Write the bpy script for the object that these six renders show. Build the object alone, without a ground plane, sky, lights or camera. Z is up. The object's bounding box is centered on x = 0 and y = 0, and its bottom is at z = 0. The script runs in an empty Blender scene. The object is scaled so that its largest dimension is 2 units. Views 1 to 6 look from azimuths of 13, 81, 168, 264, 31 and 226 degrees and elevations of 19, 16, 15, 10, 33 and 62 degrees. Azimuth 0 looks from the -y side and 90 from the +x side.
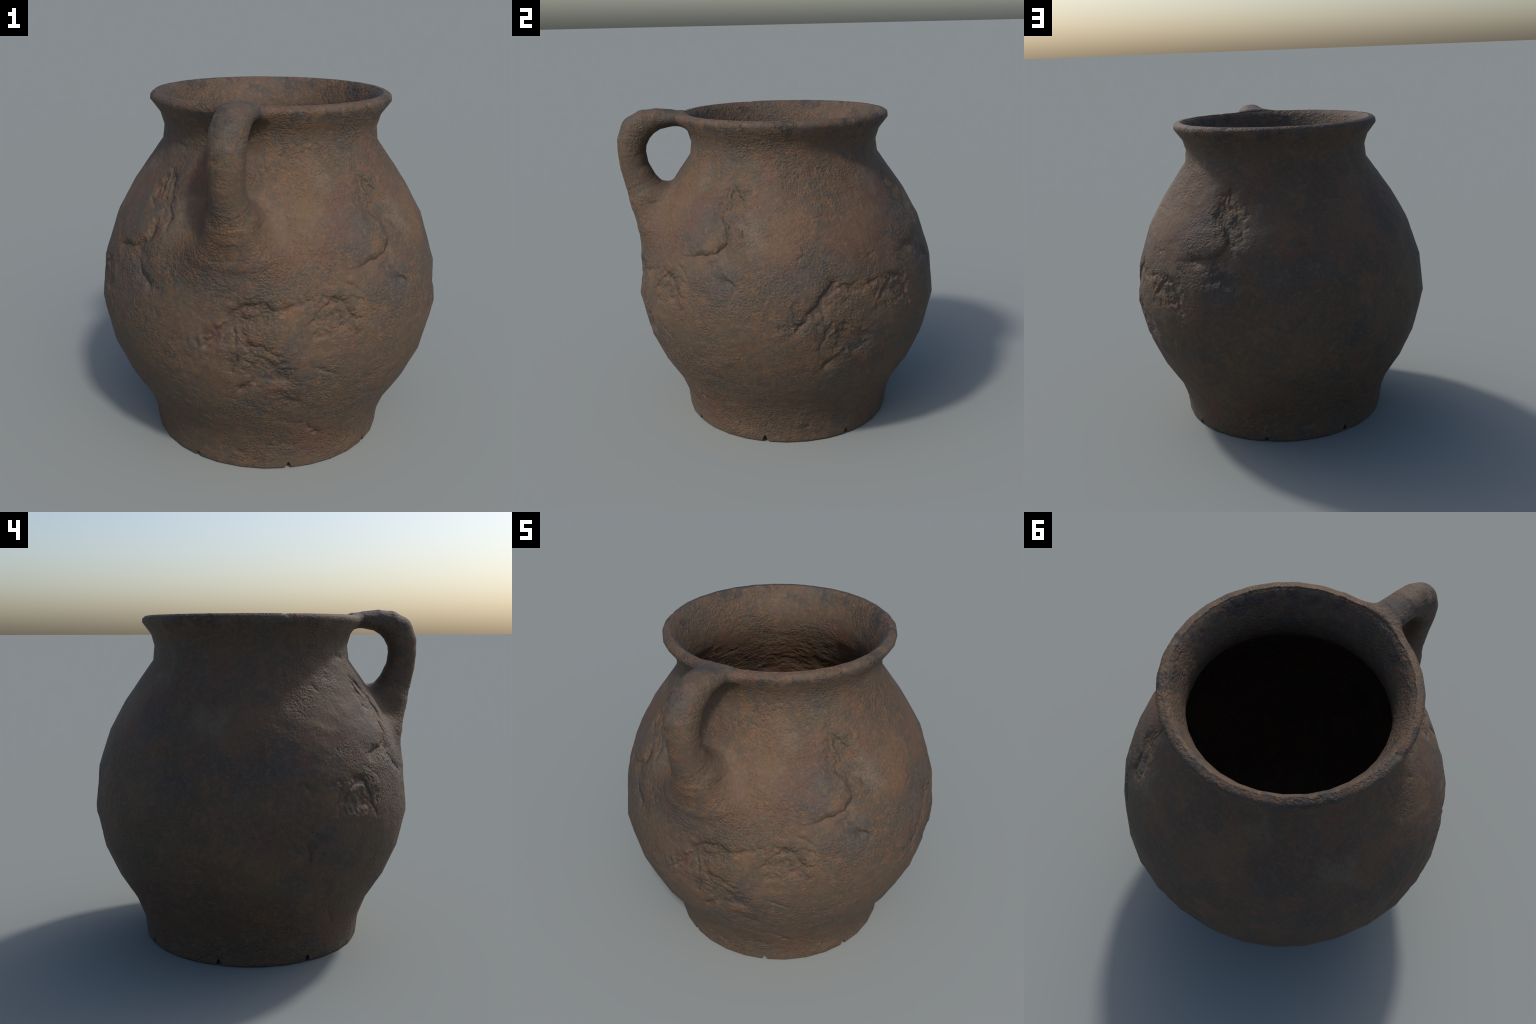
"""Weathered hand-made clay jug: a 32-sided lathed pot with one strap handle.

The body is described by a wall profile (radius, height); the handle by stations
along its outer and inner edge.  Both are joined as one smooth solid, roughened
by chips, gouges and grain, and then separated into named parts.
"""
import bpy
import numpy as np
from math import pi, radians, cos, sin, atan2

VOXEL = 0.0058
SIDES = 32
AXIS = np.array([-0.0007, 0.0406])          # the pot stands a little behind the handle

# ---------------------------------------------------------------- profiles
OUTER = [(0.661, 0.000), (0.667, 0.008), (0.670, 0.030), (0.673, 0.070), (0.684, 0.140), (0.7290, 0.260),
         (0.829, 0.419), (0.9100, 0.601), (0.9590, 0.821), (0.9330, 1.067), (0.8585, 1.288),
         (0.7590, 1.465), (0.5920, 1.701), (0.5820, 1.786), (0.6010, 1.853), (0.6540, 1.924),
         (0.6525, 1.946), (0.6330, 1.962)]
INNER = [(0.560, 0.090), (0.600, 0.120), (0.672, 0.260), (0.775, 0.430), (0.861, 0.610), (0.909, 0.822),
         (0.880, 1.056), (0.807, 1.267), (0.705, 1.434), (0.5305, 1.680), (0.524, 1.786), (0.544, 1.855),
         (0.579, 1.930), (0.597, 1.955)]
SOLID = [(0.0, 0.0)] + OUTER + [(0.0, 1.962)]
CAVITY = [(0.0, 0.090)] + INNER + [(0.612, 1.9635), (0.640, 2.3), (0.0, 2.3)]

# handle stations: outer edge (y, z), inner edge (y, z), half width
HANDLE = [((-0.590, 1.976), (-0.600, 1.889), 0.100),
          ((-0.662, 1.991), (-0.660, 1.887), 0.090),
          ((-0.752, 2.000), (-0.745, 1.870), 0.085),
          ((-0.850, 1.989), (-0.796, 1.832), 0.087),
          ((-0.936, 1.943), (-0.813, 1.799), 0.088),
          ((-0.986, 1.843), (-0.822, 1.767), 0.088),
          ((-0.995, 1.745), (-0.823, 1.735), 0.086),
          ((-0.984, 1.630), (-0.812, 1.668), 0.081),
          ((-0.953, 1.505), (-0.776, 1.600), 0.092),
          ((-0.909, 1.347), (-0.717, 1.535), 0.128),
          ((-0.870, 1.215), (-0.768, 1.353), 0.160),
          ((-0.822, 1.080), (-0.770, 1.160), 0.120)]
HANDLE_X = 0.004
H_OUT = np.array([h[0] for h in HANDLE]); H_IN = np.array([h[1] for h in HANDLE])
H_MID = (H_OUT + H_IN) / 2
H_THICK = np.linalg.norm(H_OUT - H_IN, axis=1) / 2
H_WIDE = np.array([h[2] for h in HANDLE])

NOTCHES = [radians(22.5 + 45 * k) for k in range(8)]   # drying cracks in the foot


# ---------------------------------------------------------------- noise
def hash3(ix, iy, iz, seed):
    h = (ix.astype(np.uint32) * np.uint32(73856093)) ^ (iy.astype(np.uint32) * np.uint32(19349663)) \
        ^ (iz.astype(np.uint32) * np.uint32(83492791)) ^ np.uint32((seed * 2654435761) & 0xffffffff)
    h ^= h >> np.uint32(15); h *= np.uint32(2246822519); h ^= h >> np.uint32(13)
    h *= np.uint32(3266489917); h ^= h >> np.uint32(16)
    return h


def noise(p, scale, seed):
    """Gradient noise, about -1..1."""
    t = 0.7 + 1.9 * seed
    c, s = cos(t), sin(t)
    turn = np.array([[c, -s, 0], [s * .8, c * .8, -.6], [s * .6, c * .6, .8]])
    q = (p * scale) @ turn.T + 100.0
    i = np.floor(q).astype(np.int64); f = q - i
    w = f * f * f * (f * (f * 6 - 15) + 10)
    total = np.zeros(len(p))
    for dx in (0, 1):
        for dy in (0, 1):
            for dz in (0, 1):
                h = hash3(i[:, 0] + dx, i[:, 1] + dy, i[:, 2] + dz, seed)
                gx = (h & np.uint32(1023)).astype(np.float64) / 511.5 - 1
                gy = ((h >> np.uint32(10)) & np.uint32(1023)).astype(np.float64) / 511.5 - 1
                gz = ((h >> np.uint32(20)) & np.uint32(1023)).astype(np.float64) / 511.5 - 1
                dot = gx * (f[:, 0] - dx) + gy * (f[:, 1] - dy) + gz * (f[:, 2] - dz)
                total += dot * (w[:, 0] if dx else 1 - w[:, 0]) * (w[:, 1] if dy else 1 - w[:, 1]) \
                    * (w[:, 2] if dz else 1 - w[:, 2])
    return total * 1.5


def fractal(p, scale, seed, octaves):
    return sum(noise(p, scale * 2 ** k, seed + k) * 0.5 ** k for k in range(octaves))


def smoothstep(a, b, x):
    t = np.clip((x - a) / (b - a), 0, 1)
    return t * t * (3 - 2 * t)


# ---------------------------------------------------------------- distance to a profile
class Profile:
    def __init__(self, points):
        self.p = np.array(points)
        self.a, self.b = self.p[:-1], self.p[1:]
        seg = self.b - self.a
        self.seg = seg
        length = np.linalg.norm(seg, axis=1)
        n = np.stack([seg[:, 1], -seg[:, 0]], 1) / length[:, None]   # outward for an upward walk
        vn = np.zeros_like(self.p)
        vn[:-1] += n; vn[1:] += n
        vn /= np.linalg.norm(vn, axis=1)[:, None]
        self.vn = vn

    def eval(self, rz):
        """signed distance, its 2D gradient, and the smooth-shaded 2D normal"""
        best = np.full(len(rz), 1e9); seg = np.zeros(len(rz), int); par = np.zeros(len(rz))
        inside = np.zeros(len(rz), bool)
        x, z = rz[:, 0], rz[:, 1]
        for k in range(len(self.a)):
            (ax, az), (sx, sz) = self.a[k], self.seg[k]
            t = np.clip(((x - ax) * sx + (z - az) * sz) / (sx * sx + sz * sz), 0, 1)
            d = (x - ax - t * sx) ** 2 + (z - az - t * sz) ** 2
            m = d < best
            best[m] = d[m]; seg[m] = k; par[m] = t[m]
            if abs(sz) > 1e-9:
                bz = az + sz
                m = ((az <= z) & (z < bz)) | ((bz <= z) & (z < az))
                inside ^= m & (x < ax + (z - az) * sx / sz)
        d = np.sqrt(best); sign = np.where(inside, -1.0, 1.0)
        c = self.a[seg] + par[:, None] * self.seg[seg]
        g = (rz - c) * sign[:, None]
        n = self.vn[seg] * (1 - par[:, None]) + self.vn[seg + 1] * par[:, None]
        n /= np.linalg.norm(n, axis=1)[:, None] + 1e-12
        small = d < 1e-5
        g[small] = n[small]
        g /= np.linalg.norm(g, axis=1)[:, None] + 1e-12
        return d * sign, g, n


P_SOLID, P_CAVITY = Profile(SOLID), Profile(CAVITY)
FACET = 2 * pi / SIDES
_z = np.linspace(0, 1.96, 80)
_o, _i = np.array(OUTER), np.array(INNER)
MID_WALL = np.stack([(np.interp(_z, _o[:, 1], _o[:, 0]) + np.interp(_z, _i[:, 1], _i[:, 0])) / 2, _z], 1)
MID_WALL[_z < 0.04, 0] = -1


def polar(p):
    q = p[:, :2] - AXIS
    r = np.hypot(q[:, 0], q[:, 1]) + 1e-9
    a = np.arctan2(q[:, 1], q[:, 0])
    delta = (a + FACET / 2) % FACET - FACET / 2          # 0 at a corner of the polygon
    delta = FACET / 2 - np.abs(delta)                    # 0 at the middle of a side
    return q, r, a, r * np.cos(delta) / cos(FACET / 2)


def handle_field(p):
    """pseudo distance to the strap handle"""
    yz = p[:, 1:]
    best = np.full(len(p), 1e9)
    e = 2.15
    for k in range(len(H_MID) - 1):
        a, s = H_MID[k], H_MID[k + 1] - H_MID[k]
        t = np.clip(((yz - a) @ s) / (s @ s), 0, 1)
        d = np.linalg.norm(yz - a - t[:, None] * s, axis=1)
        th = H_THICK[k] * (1 - t) + H_THICK[k + 1] * t
        wi = H_WIDE[k] * (1 - t) + H_WIDE[k + 1] * t
        v = ((np.abs(p[:, 0] - HANDLE_X) / wi) ** e + (d / th) ** e) ** (1 / e)
        best = np.minimum(best, (v - 1) * np.minimum(th, wi))
    return best


def handle_gradient(p, h=0.0015):
    return np.stack([handle_field(p + h * e) - handle_field(p - h * e) for e in np.eye(3)], 1) / (2 * h)


def lift(g2, q, r):
    """2D (radius, height) direction to 3D"""
    return np.stack([g2[:, 0] * q[:, 0] / r, g2[:, 0] * q[:, 1] / r, g2[:, 1]], 1)


def field(p):
    """distance, gradient, smooth normal, share of handle, True where inside the cavity wall"""
    q, r, a, rf = polar(p)
    rz = np.stack([rf, p[:, 2]], 1)
    # far from the lip only one of the two walls matters
    wall = np.interp(p[:, 2], MID_WALL[:, 1], MID_WALL[:, 0])
    outer, inner = (rf > wall) | (p[:, 2] > 1.88), (rf <= wall) | (p[:, 2] > 1.88)
    fs, gs, ns = np.full(len(p), -1.0), np.zeros((len(p), 2)), np.zeros((len(p), 2))
    fc, gc, nc = np.full(len(p), 1.0), np.zeros((len(p), 2)), np.zeros((len(p), 2))
    ns[:, 1] = 1
    fs[outer], gs[outer], ns[outer] = P_SOLID.eval(rz[outer])
    fc[inner], gc[inner], nc[inner] = P_CAVITY.eval(rz[inner])
    grad, nrm = lift(gs, q, r), lift(ns, q, r)
    f = fs.copy()
    share = np.zeros(len(p))
    near = np.where((p[:, 1] < -0.35) & (np.abs(p[:, 0]) < 0.45) & (p[:, 2] > 0.75))[0]
    pn = p[near]
    fh = handle_field(pn); gh = handle_gradient(pn)
    gh /= np.linalg.norm(gh, axis=1)[:, None] + 1e-9
    k = 0.045 + 0.075 * smoothstep(1.72, 1.45, pn[:, 2])
    h = np.clip(0.5 + 0.5 * (fs[near] - fh) / k, 0, 1)
    f[near] = fs[near] * (1 - h) + fh * h - k * h * (1 - h)
    grad[near] = grad[near] * (1 - h[:, None]) + gh * h[:, None]
    nrm[near] = nrm[near] * (1 - h[:, None]) + gh * h[:, None]
    share[near] = h
    inside = -fc > f
    f = np.where(inside, -fc, f)
    grad[inside] = -lift(gc, q, r)[inside]
    nrm[inside] = -lift(nc, q, r)[inside]
    nrm /= np.linalg.norm(nrm, axis=1)[:, None] + 1e-12
    return f, grad, nrm, share, inside


# ---------------------------------------------------------------- raw solid
def rough_solid():
    verts, faces = [], []
    ring = 96
    closed = OUTER + [(0.612, 1.9635)] + INNER[::-1]
    for r, z in closed:
        for k in range(ring):
            t = 2 * pi * k / ring
            verts.append((AXIS[0] + r * cos(t), AXIS[1] + r * sin(t), z))
    for j in range(len(closed) - 1):
        for k in range(ring):
            k2 = (k + 1) % ring
            faces.append((j * ring + k, j * ring + k2, (j + 1) * ring + k2, (j + 1) * ring + k))
    faces.append(tuple(range(ring))[::-1])
    last = (len(closed) - 1) * ring
    faces.append(tuple(range(last, last + ring)))
    base = len(verts)
    across = 20
    for mid, out, th, wi in zip(H_MID, H_OUT, H_THICK, H_WIDE):
        d = (out - mid) / th
        for k in range(across):
            t = 2 * pi * k / across
            yz = mid + d * th * cos(t)
            verts.append((wi * sin(t), yz[0], yz[1]))
    n = len(HANDLE)
    for j in range(n - 1):
        for k in range(across):
            k2 = (k + 1) % across
            faces.append((base + j * across + k2, base + j * across + k, base + (j + 1) * across + k, base + (j + 1) * across + k2))
    faces.append(tuple(base + k for k in range(across)))
    faces.append(tuple(base + (n - 1) * across + k for k in range(across))[::-1])
    me = bpy.data.meshes.new("raw")
    me.from_pydata(verts, [], faces)
    ob = bpy.data.objects.new("raw", me)
    bpy.context.scene.collection.objects.link(ob)
    mod = ob.modifiers.new("remesh", 'REMESH')
    mod.mode = 'VOXEL'; mod.voxel_size = VOXEL; mod.adaptivity = 0.0
    dg = bpy.context.evaluated_depsgraph_get()
    out = bpy.data.meshes.new_from_object(ob.evaluated_get(dg))
    bpy.data.objects.remove(ob)
    return out


# ---------------------------------------------------------------- surface damage
# The wear repeats every quarter turn. Places are (angle in degrees, height), angle in [-105, -15).
def deg_near(a_deg, ref):
    return (a_deg - ref + 45) % 90 - 45


class Place:
    """vertices of the outside in quarter-turn coordinates, metres along the wall"""
    def __init__(self, a, r, z, wob, wob2):
        self.a, self.r, self.z, self.w1, self.w2 = np.degrees(a), r, z, wob, wob2

    def line(self, pts, wobble, reach):
        """indices of the vertices within reach, and their distance to the polyline"""
        zs = [z for _, z in pts]; angs = [deg_near(a, pts[0][0]) for a, _ in pts]
        da = deg_near(self.a, pts[0][0])
        i = np.where((self.z > min(zs) - reach) & (self.z < max(zs) + reach)
                     & (da > min(angs) - np.degrees(reach / .65)) & (da < max(angs) + np.degrees(reach / .65)))[0]
        r, sl = self.r[i], self.slope[i]
        u0 = np.radians(da[i]) * r + self.w1[i] * wobble
        v0 = self.z[i] + self.w2[i] * wobble
        best = np.full(len(i), 9.0)
        side = np.zeros(len(i))
        for (a1, z1), (a2, z2) in zip(pts[:-1], pts[1:]):
            x1 = np.radians(deg_near(a1, pts[0][0])) * r; x2 = np.radians(deg_near(a2, pts[0][0])) * r
            sx, sz = x2 - x1, (z2 - z1) * sl
            px, pz = u0 - x1, (v0 - z1) * sl
            t = np.clip((px * sx + pz * sz) / (sx * sx + sz * sz + 1e-9), 0, 1)
            d = np.hypot(px - t * sx, pz - t * sz)
            side = np.where(d < best, np.sign(sx * pz - sz * px), side)
            best = np.minimum(best, d)
        return i, best, best * side

    def blob(self, a, z, ru, rv, turn=0, wobble=0.02):
        u = np.radians(deg_near(self.a, a)) * self.r + self.w1 * wobble
        v = (self.z - z) * self.slope + self.w2 * wobble
        c, s = cos(radians(turn)), sin(radians(turn))
        return np.hypot((u * c + v * s) / ru, (-u * s + v * c) / rv)


GROOVES = [  # points, half width, depth, wobble
    ([(-64.5, 1.00), (-61.5, 1.072), (-59.2, 1.091), (-55.9, 1.085), (-53, 1.037), (-51.9, 0.985)], .010, .007, .010),
    ([(-58.3, 1.015), (-56.8, .984), (-55, .957), (-52.3, .955), (-49.6, .903)], .009, .007, .014),
    ([(-72.8, 1.055), (-70.1, 1.068), (-67.7, 1.074), (-65.6, 1.092)], .007, .006, .008),
    ([(-80.1, 1.097), (-77.8, 1.077), (-77.4, 1.045), (-72.8, 1.055)], .008, .006, .010),
    ([(-88, .975), (-87.3, .93), (-87.2, .874)], .009, .009, .006),
    ([(-84.2, .877), (-80.2, .864), (-77.6, .842), (-74.3, .816)], .008, .006, .010),
    ([(-83.5, .833), (-79.9, .818), (-78.9, .764), (-76.8, .716)], .010, .010, .010),
    ([(-85.1, .806), (-82.2, .761), (-78.9, .694), (-76.1, .688)], .012, .010, .012),
    ([(-74.2, .585), (-71.5, .549), (-68.4, .527)], .013, .006, .010),
    ([(-73.5, .393), (-69.5, .367), (-65, .357), (-60.9, .306)], .009, .005, .012),
    ([(-75.9, .158), (-71.8, .175), (-67.7, .166)], .010, .006, .010),
    ([(-63.9, .738), (-60.6, .724), (-57.7, .691)], .006, .004, .006),
    ([(-81, 1.084), (-84.4, 1.081), (-88.2, 1.03), (-90.7, .969), (-93.1, .921), (-96.6, .872)], .011, .011, .010),
    ([(-85.5, .987), (-82.6, 1.008), (-78.3, 1.044)], .008, .006, .008),
    ([(-73.7, 1.065), (-68.7, 1.083)], .007, .005, .006),
    ([(-86.7, .834), (-88.5, .78), (-88.8, .727)], .013, .009, .008),
    ([(-85.9, .629), (-81.6, .688), (-77.2, .751)], .012, .009, .010),
    ([(-95.9, 1.242), (-93.3, 1.264), (-93, 1.288), (-95, 1.33)], .005, .004, .005),
    ([(-96.3, 1.429), (-92.1, 1.43), (-86.1, 1.442), (-79.4, 1.45)], .004, .003, .008),
    ([(-40.1, 1.461), (-36.3, 1.432), (-33.1, 1.42), (-32.4, 1.373), (-32.1, 1.332), (-33.0, 1.290),
      (-36.4, 1.253), (-41, 1.236), (-47.5, 1.222)], .008, .010, .004),
    ([(-38.8, 1.175), (-36.2, 1.14), (-32.3, 1.1)], .013, .004, .006),
    ([(-53.4, 1.152), (-50, 1.129), (-47.9, 1.091)], .005, .004, .005),
    ([(-31.9, 1.54), (-28.1, 1.488), (-31.2, 1.433)], .006, .004, .010),
    ([(-36.7, 1.614), (-32.2, 1.535), (-29.1, 1.427)], .006, .004, .010),
    ([(-35.2, 1.18), (-32.5, 1.13), (-28.1, 1.082)], .010, .007, .004),
    ([(-67.2, 1.583), (-65, 1.556)], .006, .003, .005),
    ([(-68, 1.218), (-64.2, 1.246)], .005, .003, .006),
    ([(-41.1, 1.731), (-34.8, 1.717)], .006, .004, .006),
    ([(-60, .29), (-57, .245)], .008, .006, .006),
    ([(-37.9, 1.56), (-34.8, 1.473), (-30.8, 1.431), (-27.5, 1.37)], .016, .012, .010),
    ([(-34.5, 1.60), (-31.5, 1.53), (-28.5, 1.44), (-27, 1.40)], .011, .008, .010),
    ([(-39.5, 1.52), (-37, 1.45), (-33, 1.38)], .009, .006, .010),
    ([(-44.5, 1.223), (-38.5, 1.18), (-34.2, 1.13), (-28.1, 1.082)], .020, .006, .008),
    ([(-39.2, 1.20), (-33.4, 1.225), (-31.1, 1.197)], .014, .004, .012),
    ([(-84, 1.07), (-88, 1.02), (-92, .94)], .028, .007, .012),
    ([(-80, .80), (-78, .73), (-73, .70)], .032, .007, .014),
    ([(-64.5, 1.087), (-67.3, .993), (-67.0, .92)], .007, .004, .010),
]
LEDGES = [  # points (sunk side to the left hand), depth, width of the hollow, wobble
    ([(-79, 1.090), (-81, 1.084), (-84.4, 1.081), (-88.2, 1.03), (-90.7, .969), (-93.1, .921), (-96.6, .872)], .016, .035, .016),
    ([(-86.7, .840), (-88.5, .78), (-88.8, .727)], .012, .030, .012),
    ([(-75, .775), (-77.2, .751), (-81.6, .688), (-85.9, .629)], .012, .035, .014),
    ([(-51.9, .985), (-53, 1.037), (-55.9, 1.085), (-59.2, 1.091), (-61.5, 1.072), (-65.5, .995)], .012, .045, .012),
    ([(-87.2, .874), (-87.3, .93), (-88, .975)], .010, .025, .008),
    ([(-36.3, 1.432), (-33.1, 1.40), (-32.4, 1.373), (-32.1, 1.332), (-33.0, 1.290), (-36.4, 1.253), (-41, 1.236), (-47.5, 1.222)], .008, .045, .008),
    ([(-74, .725), (-78.9, .705), (-82.2, .765)], .010, .03, .014),
    ([(-36, 1.59), (-34, 1.50), (-30.2, 1.43), (-27.2, 1.36)], .012, .03, .014),
]
PITS = [  # angle, height, radius u, radius v, turn, depth
    (-99.3, .861, .016, .024, 20, .008), (-102.6, .862, .013, .016, 0, .006), (-43, .622, .014, .008, 0, .004),
    (-90.3, .106, .024, .018, 0, .006), (-35.7, .110, .016, .010, 30, .004), (-58.5, .243, .016, .010, -30, .006),
    (-77.6, 1.07, .02, .014, 0, .006), (-55.2, .950, .026, .012, 0, .006), (-49.8, .902, .010, .010, 0, .006),
    (-57, 1.62, .010, .008, 0, .003), (-24, .95, .012, .02, 0, .004), (-30, .72, .014, .008, 20, .003),
]
PATCHES = [  # spalled rough patches: angle, height, radius u, radius v, turn, depth, roughness
    (-57.5, 1.000, .125, .100, 10, .006, .010), (-78.5, .770, .115, .085, -35, .007, .011),
    (-85, .96, .11, .065, 45, .004, .007), (-74, .54, .09, .08, 0, .002, .006),
    (-33, 1.47, .10, .15, 10, .003, .010), (-35.0, 1.20, .08, .12, -30, .002, .004),
    (-68, .36, .14, .06, 0, .001, .004),
]
RIM_CHIPS = [(-168, .045, .010), (25, .05, .007), (-35, .07, .006), (-63, .05, .008), (52, .03, .005), (100, .05, .005), (150, .03, .004)]


def damage(p, inside, share):
    q, r, a, _ = polar(p)
    z = p[:, 2]
    # quarter-turn folded sample position, so the small irregularities repeat as the wear does
    fold = np.stack([0.21 * np.cos(4 * a), 0.21 * np.sin(4 * a), z], 1) + (r * 0.15)[:, None]
    w1 = fractal(fold, 22, 11, 2); w2 = fractal(fold, 22, 31, 2)
    pl = Place(a, r, z, w1, w2)
    prof = np.array(OUTER)
    steep = np.interp(z, (prof[:-1, 1] + prof[1:, 1]) / 2,
                      np.hypot(*(prof[1:] - prof[:-1]).T) / np.maximum(np.abs(prof[1:, 1] - prof[:-1, 1]), 1e-3))
    pl.slope = np.clip(steep, 1, 1.8)
    crag = fractal(p, 26, 51, 3)
    live = noise(p, 9, 61)
    torn = fractal(p * np.array([1, 1, 1.5]) + 0.02 * np.stack([w2, w1, w2], 1), 13, 64, 3)
    # relief made shallower on the back, since shade flattens its look there
    away = np.cos(a - radians(140))
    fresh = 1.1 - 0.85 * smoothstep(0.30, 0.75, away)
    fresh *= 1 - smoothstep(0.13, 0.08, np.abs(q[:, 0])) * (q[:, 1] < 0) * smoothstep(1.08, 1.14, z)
    ridge = 1 - 2 * np.abs(noise(p, 30, 71)) - 1.3 * np.abs(noise(p, 64, 77))
    out = np.zeros(len(p))
    for n, (pts, width, depth, wobble) in enumerate(GROOVES):
        i, d, _side = pl.line(pts, wobble * 1.8, 0.07)
        # torn: depth and width come and go along the groove, one sharp bottom crease
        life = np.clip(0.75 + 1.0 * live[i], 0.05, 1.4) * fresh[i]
        w = width * (0.6 + 0.6 * life)
        out[i] -= depth * 1.05 * life * np.exp(-(d / w) ** 1.3)
        out[i] -= depth * 0.30 * life * np.exp(-(d / (w * 3)) ** 2) * (1 + crag[i])
    # ledges: a sharp broken edge, the clay sunk on one side and rising again slowly
    for pts, depth, back, wobble in LEDGES:
        i, d, sd = pl.line(pts, wobble, 0.16)
        sd = sd + 0.004 * crag[i]
        (a1, z1), (a2, z2) = pts[0], pts[-1]
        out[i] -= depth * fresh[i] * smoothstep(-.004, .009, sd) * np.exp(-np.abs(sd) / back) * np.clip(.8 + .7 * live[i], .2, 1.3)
    for ang, h, ru, rv, turn, depth in PITS:
        out -= depth * np.exp(-pl.blob(ang, h, ru, rv, turn, .008) ** 2 * 1.2)
    for ang, h, ru, rv, turn, depth, rough in PATCHES:
        # flakes come away in ledges, each with a sharp broken edge
        near = pl.blob(ang, h, ru, rv, turn, .02)
        i = np.where(near < 1.9)[0]
        keep = 1.05 - near[i] + 0.55 * torn[i]
        ledges = 0.45 * smoothstep(0, .09, keep) + 0.35 * smoothstep(.38, .46, keep) + 0.35 * smoothstep(.74, .82, keep)
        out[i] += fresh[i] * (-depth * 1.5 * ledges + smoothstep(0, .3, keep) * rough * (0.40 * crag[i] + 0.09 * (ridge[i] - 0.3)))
    body = (1 - share) * np.where(inside, 0.0, 1.0) * smoothstep(1.80, 1.72, z)
    # the smooth lobe above the crescent stands proud
    out += 0.007 * np.exp(-pl.blob(-43, 1.315, .135, .095, 0, .012) ** 5)
    out *= body
    out = np.maximum(out, -0.020)
    # chips on the lip
    for ang, size, depth in RIM_CHIPS:
        d = np.linalg.norm(p - np.array([AXIS[0] + .64 * cos(radians(ang)), AXIS[1] + .64 * sin(radians(ang)), 1.955]), axis=1)
        m = 1 - smoothstep(0.4, 1.0, d / size + 0.3 * w1)
        out -= m * depth * 0.7 * (0.7 + 0.8 * crag)
    # dents on the handle
    for c, size, depth in [((0.02, -0.93, 1.955), .028, .007), ((0.075, -0.71, 1.985), .03, .006), ((-.05, -.90, 1.52), .03, .003),
                           ((-0.03, -0.99, 1.78), .02, .004), ((-0.055, -0.90, 1.97), .022, .005)]:
        d = np.linalg.norm(p - np.array(c), axis=1)
        out -= depth * np.exp(-(d / size) ** 2 * 1.5) * (0.7 + 0.9 * crag)
    # throwing rings and rough scraping inside
    out += np.where(inside, 1, 0) * .006 * fractal(p * np.array([1, 1, 1.3]) + 0.03 * w1[:, None], 10, 81, 3) * smoothstep(1.75, 1.55, z)
    # overall unevenness and coarse grain
    out += 0.0020 * fractal(p, 3.5, 91, 2) + 0.0028 * fractal(p * np.array([1, 1, 1.4]), 8, 93, 2) * np.where(z > .03, 1, 0.2) * (1 - 0.6 * smoothstep(1.75, 1.88, z)) * (1 - 0.5 * share)
    flat = smoothstep(0.02, 0.05, z)
    out += flat * (0.0010 * fractal(p, 45, 95, 2) * (0.35 + 0.65 * smoothstep(-.25, .35, noise(p, 3.5, 97))) + 0.0005 * ridge * (0.4 + 0.6 * smoothstep(-.3, .5, noise(p, 4, 99))))
    out *= np.where(z < 0.004, 0, 1)
    return out


# ---------------------------------------------------------------- clay material
class Nodes:
    def __init__(self, mat):
        self.t = mat.node_tree
        self.t.nodes.clear()

    def add(self, kind, **props):
        n = self.t.nodes.new(kind)
        for k, v in props.items():
            if k in n.bl_rna.properties:
                setattr(n, k, v)
            else:
                n.inputs[k.replace('_', ' ')].default_value = v
        return n

    def link(self, a, b):
        self.t.links.new(a, b)

    def math(self, op, a, b=None, clamp=False):
        n = self.t.nodes.new('ShaderNodeMath'); n.operation = op; n.use_clamp = clamp
        for i, v in enumerate((a, b)):
            if v is None:
                continue
            if isinstance(v, (int, float)):
                n.inputs[i].default_value = v
            else:
                self.link(v, n.inputs[i])
        return n.outputs[0]

    def noise(self, vec, scale, detail=4, rough=.55, distortion=0.0):
        n = self.t.nodes.new('ShaderNodeTexNoise')
        n.inputs['Scale'].default_value = scale; n.inputs['Detail'].default_value = detail
        n.inputs['Roughness'].default_value = rough; n.inputs['Distortion'].default_value = distortion
        self.link(vec, n.inputs['Vector'])
        return n.outputs['Fac']

    def ramp(self, fac, a, b):
        n = self.t.nodes.new('ShaderNodeMapRange'); n.interpolation_type = 'SMOOTHSTEP'
        n.inputs['From Min'].default_value = a; n.inputs['From Max'].default_value = b
        self.link(fac, n.inputs['Value'])
        return n.outputs['Result']

    def mix(self, fac, a, b, blend='MIX'):
        n = self.t.nodes.new('ShaderNodeMix'); n.data_type = 'RGBA'; n.blend_type = blend
        for sock, v in ((n.inputs[0], fac), (n.inputs[6], a), (n.inputs[7], b)):
            if isinstance(v, (int, float)):
                sock.default_value = v
            elif isinstance(v, tuple):
                sock.default_value = (*v, 1)
            else:
                self.link(v, sock)
        return n.outputs[2]

    def vec(self, op, a, b):
        n = self.t.nodes.new('ShaderNodeVectorMath'); n.operation = op
        for i, v in enumerate((a, b)):
            if isinstance(v, tuple):
                n.inputs[i].default_value = v
            else:
                self.link(v, n.inputs[i])
        return n.outputs['Value'] if op in ('DISTANCE', 'DOT_PRODUCT') else n.outputs['Vector']


# colours (linear)
BROWN = (0.083, 0.0555, 0.0365)
ORANGE = (0.132, 0.074, 0.039)
RED = (0.101, 0.049, 0.033)
SLATE = (0.056, 0.049, 0.045)
OLIVE = (0.07, 0.056, 0.038)
TAN = (0.152, 0.115, 0.086)
SOOT = (0.036, 0.033, 0.031)

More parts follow.
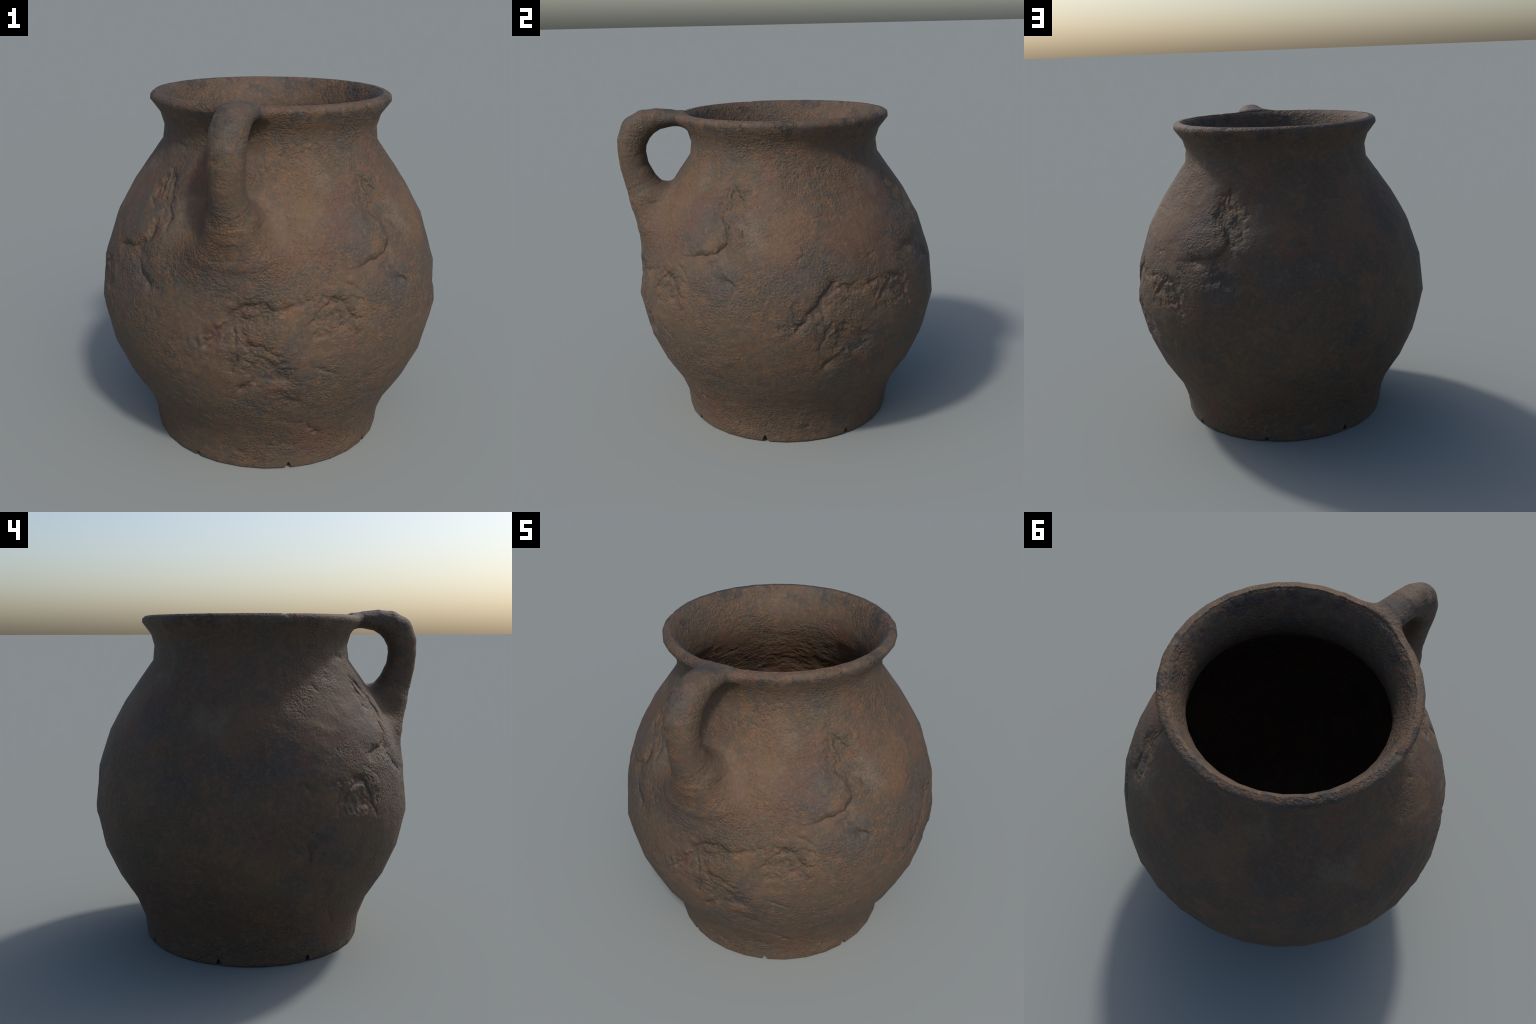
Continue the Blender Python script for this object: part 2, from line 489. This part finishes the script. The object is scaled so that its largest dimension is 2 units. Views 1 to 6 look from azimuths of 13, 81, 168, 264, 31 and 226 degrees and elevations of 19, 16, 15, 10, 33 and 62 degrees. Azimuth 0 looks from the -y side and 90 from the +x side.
STAINS = [  # angle in the quarter turn, height, radius, colour, strength
    (-68, 1.42, .17, ORANGE, .42), (-62, 1.58, .16, ORANGE, .36), (-56, 1.60, .12, TAN, .30), (-48, 1.37, .14, SLATE, .55),
    (-19.6, 1.66, .10, RED, .75), (-24, 1.52, .08, RED, .45), (-22, 1.39, .12, TAN, .40), (-33, 1.10, .13, SLATE, .75),  # TAN at (-22, 1.39): sun highlight on a bump, tinted into the clay
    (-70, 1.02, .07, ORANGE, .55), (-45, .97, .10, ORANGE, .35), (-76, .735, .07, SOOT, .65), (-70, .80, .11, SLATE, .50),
    (-80, .52, .09, SLATE, .65), (-84, .40, .13, OLIVE, .55), (-50, .68, .14, OLIVE, .50), (-97, 1.15, .16, SLATE, .45),
    (-100, 1.25, .10, RED, .35), (-86, 1.20, .12, SLATE, .55), (-52, 1.47, .13, RED, .45), (-75, 1.30, .12, RED, .40), (-12, 1.30, .12, ORANGE, .35), (-66, .60, .10, SOOT, .35), (-55, .22, .15, RED, .30),
    (-97, 1.42, .12, ORANGE, .40), (-62, .82, .10, ORANGE, .35), (-92, .62, .12, ORANGE, .30), (-60, 1.28, .10, RED, .40),
]


GRIME = [  # gouge shadows painted dark: start (angle, height), end, half width
    (-81, 1.084, -88, 1.03, .016), (-88.2, 1.03, -93.1, .921, .020), (-93.1, .921, -97, .872, .022), (-86.7, .834, -88.8, .735, .020),
    (-85.9, .629, -77.2, .751, .022), (-83.5, .833, -78.9, .764, .016), (-79.5, .72, -73.5, .735, .026), (-88, .965, -87.2, .88, .014),
    (-61.5, 1.075, -55.9, 1.087, .014), (-56.8, .984, -52.3, .955, .013), (-80.1, 1.097, -77.4, 1.05, .014), (-34, 1.29, -41, 1.238, .012),
    (-38.8, 1.175, -32.3, 1.1, .018), (-33, 1.42, -32.2, 1.33, .008), (-74.2, .585, -68.4, .53, .015), (-73.5, .385, -65, .358, .013),
    (-75.9, .16, -68, .17, .012), (-99.5, .875, -99, .85, .012), (-90.4, .106, -90.2, .11, .018), (-35.2, 1.18, -28.1, 1.085, .012),
]


def clay_material():
    mat = bpy.data.materials.new("weathered_clay")
    mat.use_nodes = True
    N = Nodes(mat)
    co = N.add('ShaderNodeTexCoord').outputs['Object']
    sep = N.add('ShaderNodeSeparateXYZ'); N.link(co, sep.inputs[0])
    x = N.math('SUBTRACT', sep.outputs[0], float(AXIS[0])); y = N.math('SUBTRACT', sep.outputs[1], float(AXIS[1]))
    ang = N.math('MULTIPLY', N.math('ARCTAN2', y, x), 4.0)
    comb = N.add('ShaderNodeCombineXYZ')
    N.link(N.math('MULTIPLY', N.math('COSINE', ang), 0.21), comb.inputs[0])
    N.link(N.math('MULTIPLY', N.math('SINE', ang), 0.21), comb.inputs[1])
    N.link(sep.outputs[2], comb.inputs[2])
    wear = comb.outputs[0]                       # repeats every quarter turn
    warp = N.add('ShaderNodeTexNoise'); N.link(co, warp.inputs['Vector'])
    warp.inputs['Scale'].default_value = 7; warp.inputs['Detail'].default_value = 4
    shift = N.vec('MULTIPLY', N.vec('SUBTRACT', warp.outputs['Color'], (.5, .5, .5)), (.34, .34, .34))
    wear2 = N.vec('ADD', wear, shift)

    big = N.noise(wear, 4.5, 5, .6); mid = N.noise(wear2, 9, 5, .62); other = N.noise(wear2, 6.5, 4, .6, .3)
    third = N.noise(N.vec('ADD', wear2, (7.3, 2.1, 4.4)), 6, 4, .6)
    col = N.mix(N.math('MULTIPLY', N.ramp(big, .42, .60), .80), BROWN, OLIVE)
    col = N.mix(N.math('MULTIPLY', N.ramp(mid, .50, .66), .65), col, ORANGE)
    col = N.mix(N.math('MULTIPLY', N.ramp(other, .51, .68), .60), col, SLATE)
    col = N.mix(N.math('MULTIPLY', N.ramp(third, .53, .68), .60), col, RED)
    for a, z, rad, c, s in STAINS:
        t = radians(a) * 4
        d = N.vec('DISTANCE', wear2, (0.21 * cos(t), 0.21 * sin(t), z))
        f = N.math('MULTIPLY', N.ramp(d, rad * 1.25, rad * .35), min(s * 1.1, .8))
        col = N.mix(f, col, c)
    fine = N.add('ShaderNodeTexNoise'); N.link(co, fine.inputs['Vector'])
    fine.inputs['Scale'].default_value = 28; fine.inputs['Detail'].default_value = 4
    jag = N.vec('ADD', wear, N.vec('MULTIPLY', N.vec('SUBTRACT', fine.outputs['Color'], (.5, .5, .5)), (.055, .055, .055)))
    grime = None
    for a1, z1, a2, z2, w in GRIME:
        p1, p2 = ((0.21 * cos(4 * radians(a)), 0.21 * sin(4 * radians(a)), z) for a, z in ((a1, z1), (a2, z2)))
        s = tuple(v - u for u, v in zip(p1, p2)); ss = sum(v * v for v in s)
        t = N.math('DIVIDE', N.vec('DOT_PRODUCT', N.vec('SUBTRACT', jag, p1), s), ss, clamp=True)
        near = N.add('ShaderNodeVectorMath'); near.operation = 'MULTIPLY_ADD'
        near.inputs[0].default_value = s; near.inputs[2].default_value = p1
        spread = N.add('ShaderNodeCombineXYZ')
        for k in range(3):
            N.link(t, spread.inputs[k])
        N.link(spread.outputs[0], near.inputs[1])
        d = N.math('DIVIDE', N.vec('DISTANCE', jag, near.outputs[0]), w)
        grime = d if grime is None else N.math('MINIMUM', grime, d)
    # gouge darkening faded out on the unlit back
    facing = N.math('ADD', N.math('MULTIPLY', x, cos(radians(140))), N.math('MULTIPLY', y, sin(radians(140))))
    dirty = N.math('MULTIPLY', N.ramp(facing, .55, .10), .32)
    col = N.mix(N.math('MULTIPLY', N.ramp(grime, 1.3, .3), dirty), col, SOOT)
    # charcoal stains on the lip
    lip = N.math('MULTIPLY', N.ramp(sep.outputs[2], 1.85, 1.92), N.ramp(N.noise(co, 8, 4, .65), .48, .58))
    col = N.mix(N.math('MULTIPLY', lip, .75), col, SOOT)
    # mottling: small flecks of ochre, slate and buff
    f1 = N.noise(co, 26, 4, .68); f2 = N.noise(N.vec('ADD', co, (3.1, 5.7, 1.9)), 34, 4, .66)
    f3 = N.noise(N.vec('ADD', co, (9.1, 2.7, 6.9)), 58, 3, .62); f4 = N.noise(N.vec('ADD', co, (1.7, 8.3, 3.2)), 19, 4, .66)
    col = N.mix(N.math('MULTIPLY', N.ramp(f4, .53, .70), .55), col, RED)
    col = N.mix(N.math('MULTIPLY', N.ramp(f1, .50, .68), .40), col, SLATE)
    col = N.mix(N.math('MULTIPLY', N.ramp(f2, .51, .68), .68), col, ORANGE)
    col = N.mix(N.math('MULTIPLY', N.ramp(f3, .56, .74), .22), col, TAN)
    grain = N.noise(co, 150, 2, .7)
    tone = N.math('ADD', N.math('MULTIPLY', N.math('ADD', N.math('MULTIPLY', grain, .6), N.math('MULTIPLY', f3, .4)), 1.0), .5)
    comb2 = N.add('ShaderNodeCombineColor')
    for i in range(3):
        N.link(tone, comb2.inputs[i])
    col = N.mix(1.0, col, comb2.outputs[0], 'MULTIPLY')

    # leathery grain
    stretch = N.vec('MULTIPLY', co, (1.0, 1.0, 1.25))
    g1 = N.noise(stretch, 62, 2, .55, .25); g2 = N.noise(co, 130, 2, .6); g3 = N.noise(co, 24, 3, .5)
    vor = N.add('ShaderNodeTexVoronoi'); vor.feature = 'F1'; vor.inputs['Scale'].default_value = 75
    N.link(N.vec('ADD', co, N.vec('MULTIPLY', shift, (.12, .12, .12))), vor.inputs['Vector'])
    scratch = N.noise(N.vec('MULTIPLY', wear, (1.0, 1.0, 3.0)), 22, 3, .6, .8)
    amount = N.math('ADD', N.math('MULTIPLY', N.ramp(N.noise(co, 3.2, 3, .5), .38, .62), .85), .22)
    height = N.math('ADD', N.math('ADD', N.math('MULTIPLY', g1, .55), N.math('MULTIPLY', g2, .22)),
                    N.math('ADD', N.math('MULTIPLY', g3, .4), N.math('ADD', N.math('MULTIPLY', vor.outputs['Distance'], .12), N.math('MULTIPLY', scratch, .22))))
    bump = N.add('ShaderNodeBump'); bump.inputs['Distance'].default_value = 0.016
    N.link(amount, bump.inputs['Strength']); N.link(height, bump.inputs['Height'])
    bsdf = N.add('ShaderNodeBsdfPrincipled')
    bsdf.inputs['Roughness'].default_value = 0.70
    bsdf.inputs['Specular IOR Level'].default_value = 0.32
    N.link(col, bsdf.inputs['Base Color']); N.link(bump.outputs[0], bsdf.inputs['Normal'])
    out = N.add('ShaderNodeOutputMaterial')
    N.link(bsdf.outputs[0], out.inputs[0])
    return mat


# ---------------------------------------------------------------- build
def vertex_normals(me, co):
    me.vertices.foreach_set('co', co.astype(np.float32).ravel())
    me.update()
    n = np.empty(len(co) * 3, np.float32)
    me.vertex_normals.foreach_get('vector', n)
    return n.reshape(-1, 3).astype(np.float64)


def build():
    raw = rough_solid()
    nv = len(raw.vertices)
    co = np.empty(nv * 3, np.float32)
    raw.vertices.foreach_get('co', co)
    co = co.reshape(-1, 3).astype(np.float64)
    todo = np.arange(nv)
    for _ in range(5):
        f, g = field(co[todo])[:2]
        co[todo] -= np.clip(f, -.02, .02)[:, None] * g / np.maximum((g * g).sum(1), .25)[:, None]
        grip = (co[todo, 1] < -0.4) & (np.abs(co[todo, 0]) < 0.45) & (co[todo, 2] > 0.75)
        todo = todo[(np.abs(f) > 0.004) | (grip & (np.abs(f) > 2e-5))]
    f, g, smooth, share, inside = field(co)
    flat = vertex_normals(raw, co)
    # the wear is shallow; its shading is drawn a little deeper than its depth
    depth = damage(co, inside, share)[:, None]
    carved = vertex_normals(raw, co + smooth * depth * 1.15)
    moved = co + smooth * depth * 0.5
    moved[:, 2] = np.maximum(moved[:, 2], 0)
    # drying cracks nick the edge of the foot: lift the clay into a narrow vee
    q, r, a, _ = polar(moved)
    for n, ang in enumerate(NOTCHES):
        grow = (1.0, .75, 1.25, .9, 1.1, .8, 1.0, 1.2)[n]
        t = np.abs((a - ang + pi) % (2 * pi) - pi) * 0.66
        m = (t < 0.048) & (r > 0.56) & (moved[:, 2] < 0.05) & ~inside
        vee = grow * 0.030 * np.clip(1 - t[m] / 0.015, 0, 1) ** 0.6 + 0.016 * np.clip(1 - t[m] / 0.046, 0, 1) ** 1.3
        moved[m, 2] = np.maximum(moved[m, 2], vee * smoothstep(0.57, 0.61, r[m]))
    rough = vertex_normals(raw, moved)
    normal = smooth + (carved - flat)
    under = (moved[:, 2] < 0.045) & ~inside
    normal[under] = rough[under]
    normal /= np.linalg.norm(normal, axis=1)[:, None] + 1e-12

    polys = np.empty(len(raw.loops), np.int32)
    raw.loops.foreach_get('vertex_index', polys)
    quads = polys.reshape(-1, 4)
    mid = co[quads].mean(1); zc = mid[:, 2]
    fshare = share[quads].mean(1); fin = inside[quads].mean(1) > .5
    region = np.select([fshare > .5, fin & (zc < 1.72), zc > 1.885, zc > 1.70, zc < 0.20],
                       ['handle', 'inner_wall', 'rim', 'neck', 'foot'], 'belly')
    bpy.data.meshes.remove(raw)

    mat = clay_material()
    root = bpy.data.objects.new("clay_jug", None)
    root["label"] = "round brown weathered clay jug with flared rim and one handle"
    root["category"] = "jug"
    bpy.context.scene.collection.objects.link(root)
    for name in ('belly', 'foot', 'neck', 'rim', 'handle', 'inner_wall'):
        fq = quads[region == name]
        used, local = np.unique(fq.ravel(), return_inverse=True)
        me = bpy.data.meshes.new(name)
        me.vertices.add(len(used)); me.loops.add(local.size); me.polygons.add(len(fq))
        me.vertices.foreach_set('co', moved[used].astype(np.float32).ravel())
        me.loops.foreach_set('vertex_index', local.astype(np.int32).ravel())
        me.polygons.foreach_set('loop_start', np.arange(0, local.size, 4, dtype=np.int32))
        me.polygons.foreach_set('use_smooth', np.ones(len(fq), bool))
        me.update(calc_edges=True)
        me.validate()
        me.normals_split_custom_set_from_vertices(normal[used].astype(np.float32))
        me.materials.append(mat)
        ob = bpy.data.objects.new(name, me)
        bpy.context.scene.collection.objects.link(ob)
        ob.parent = root


build()
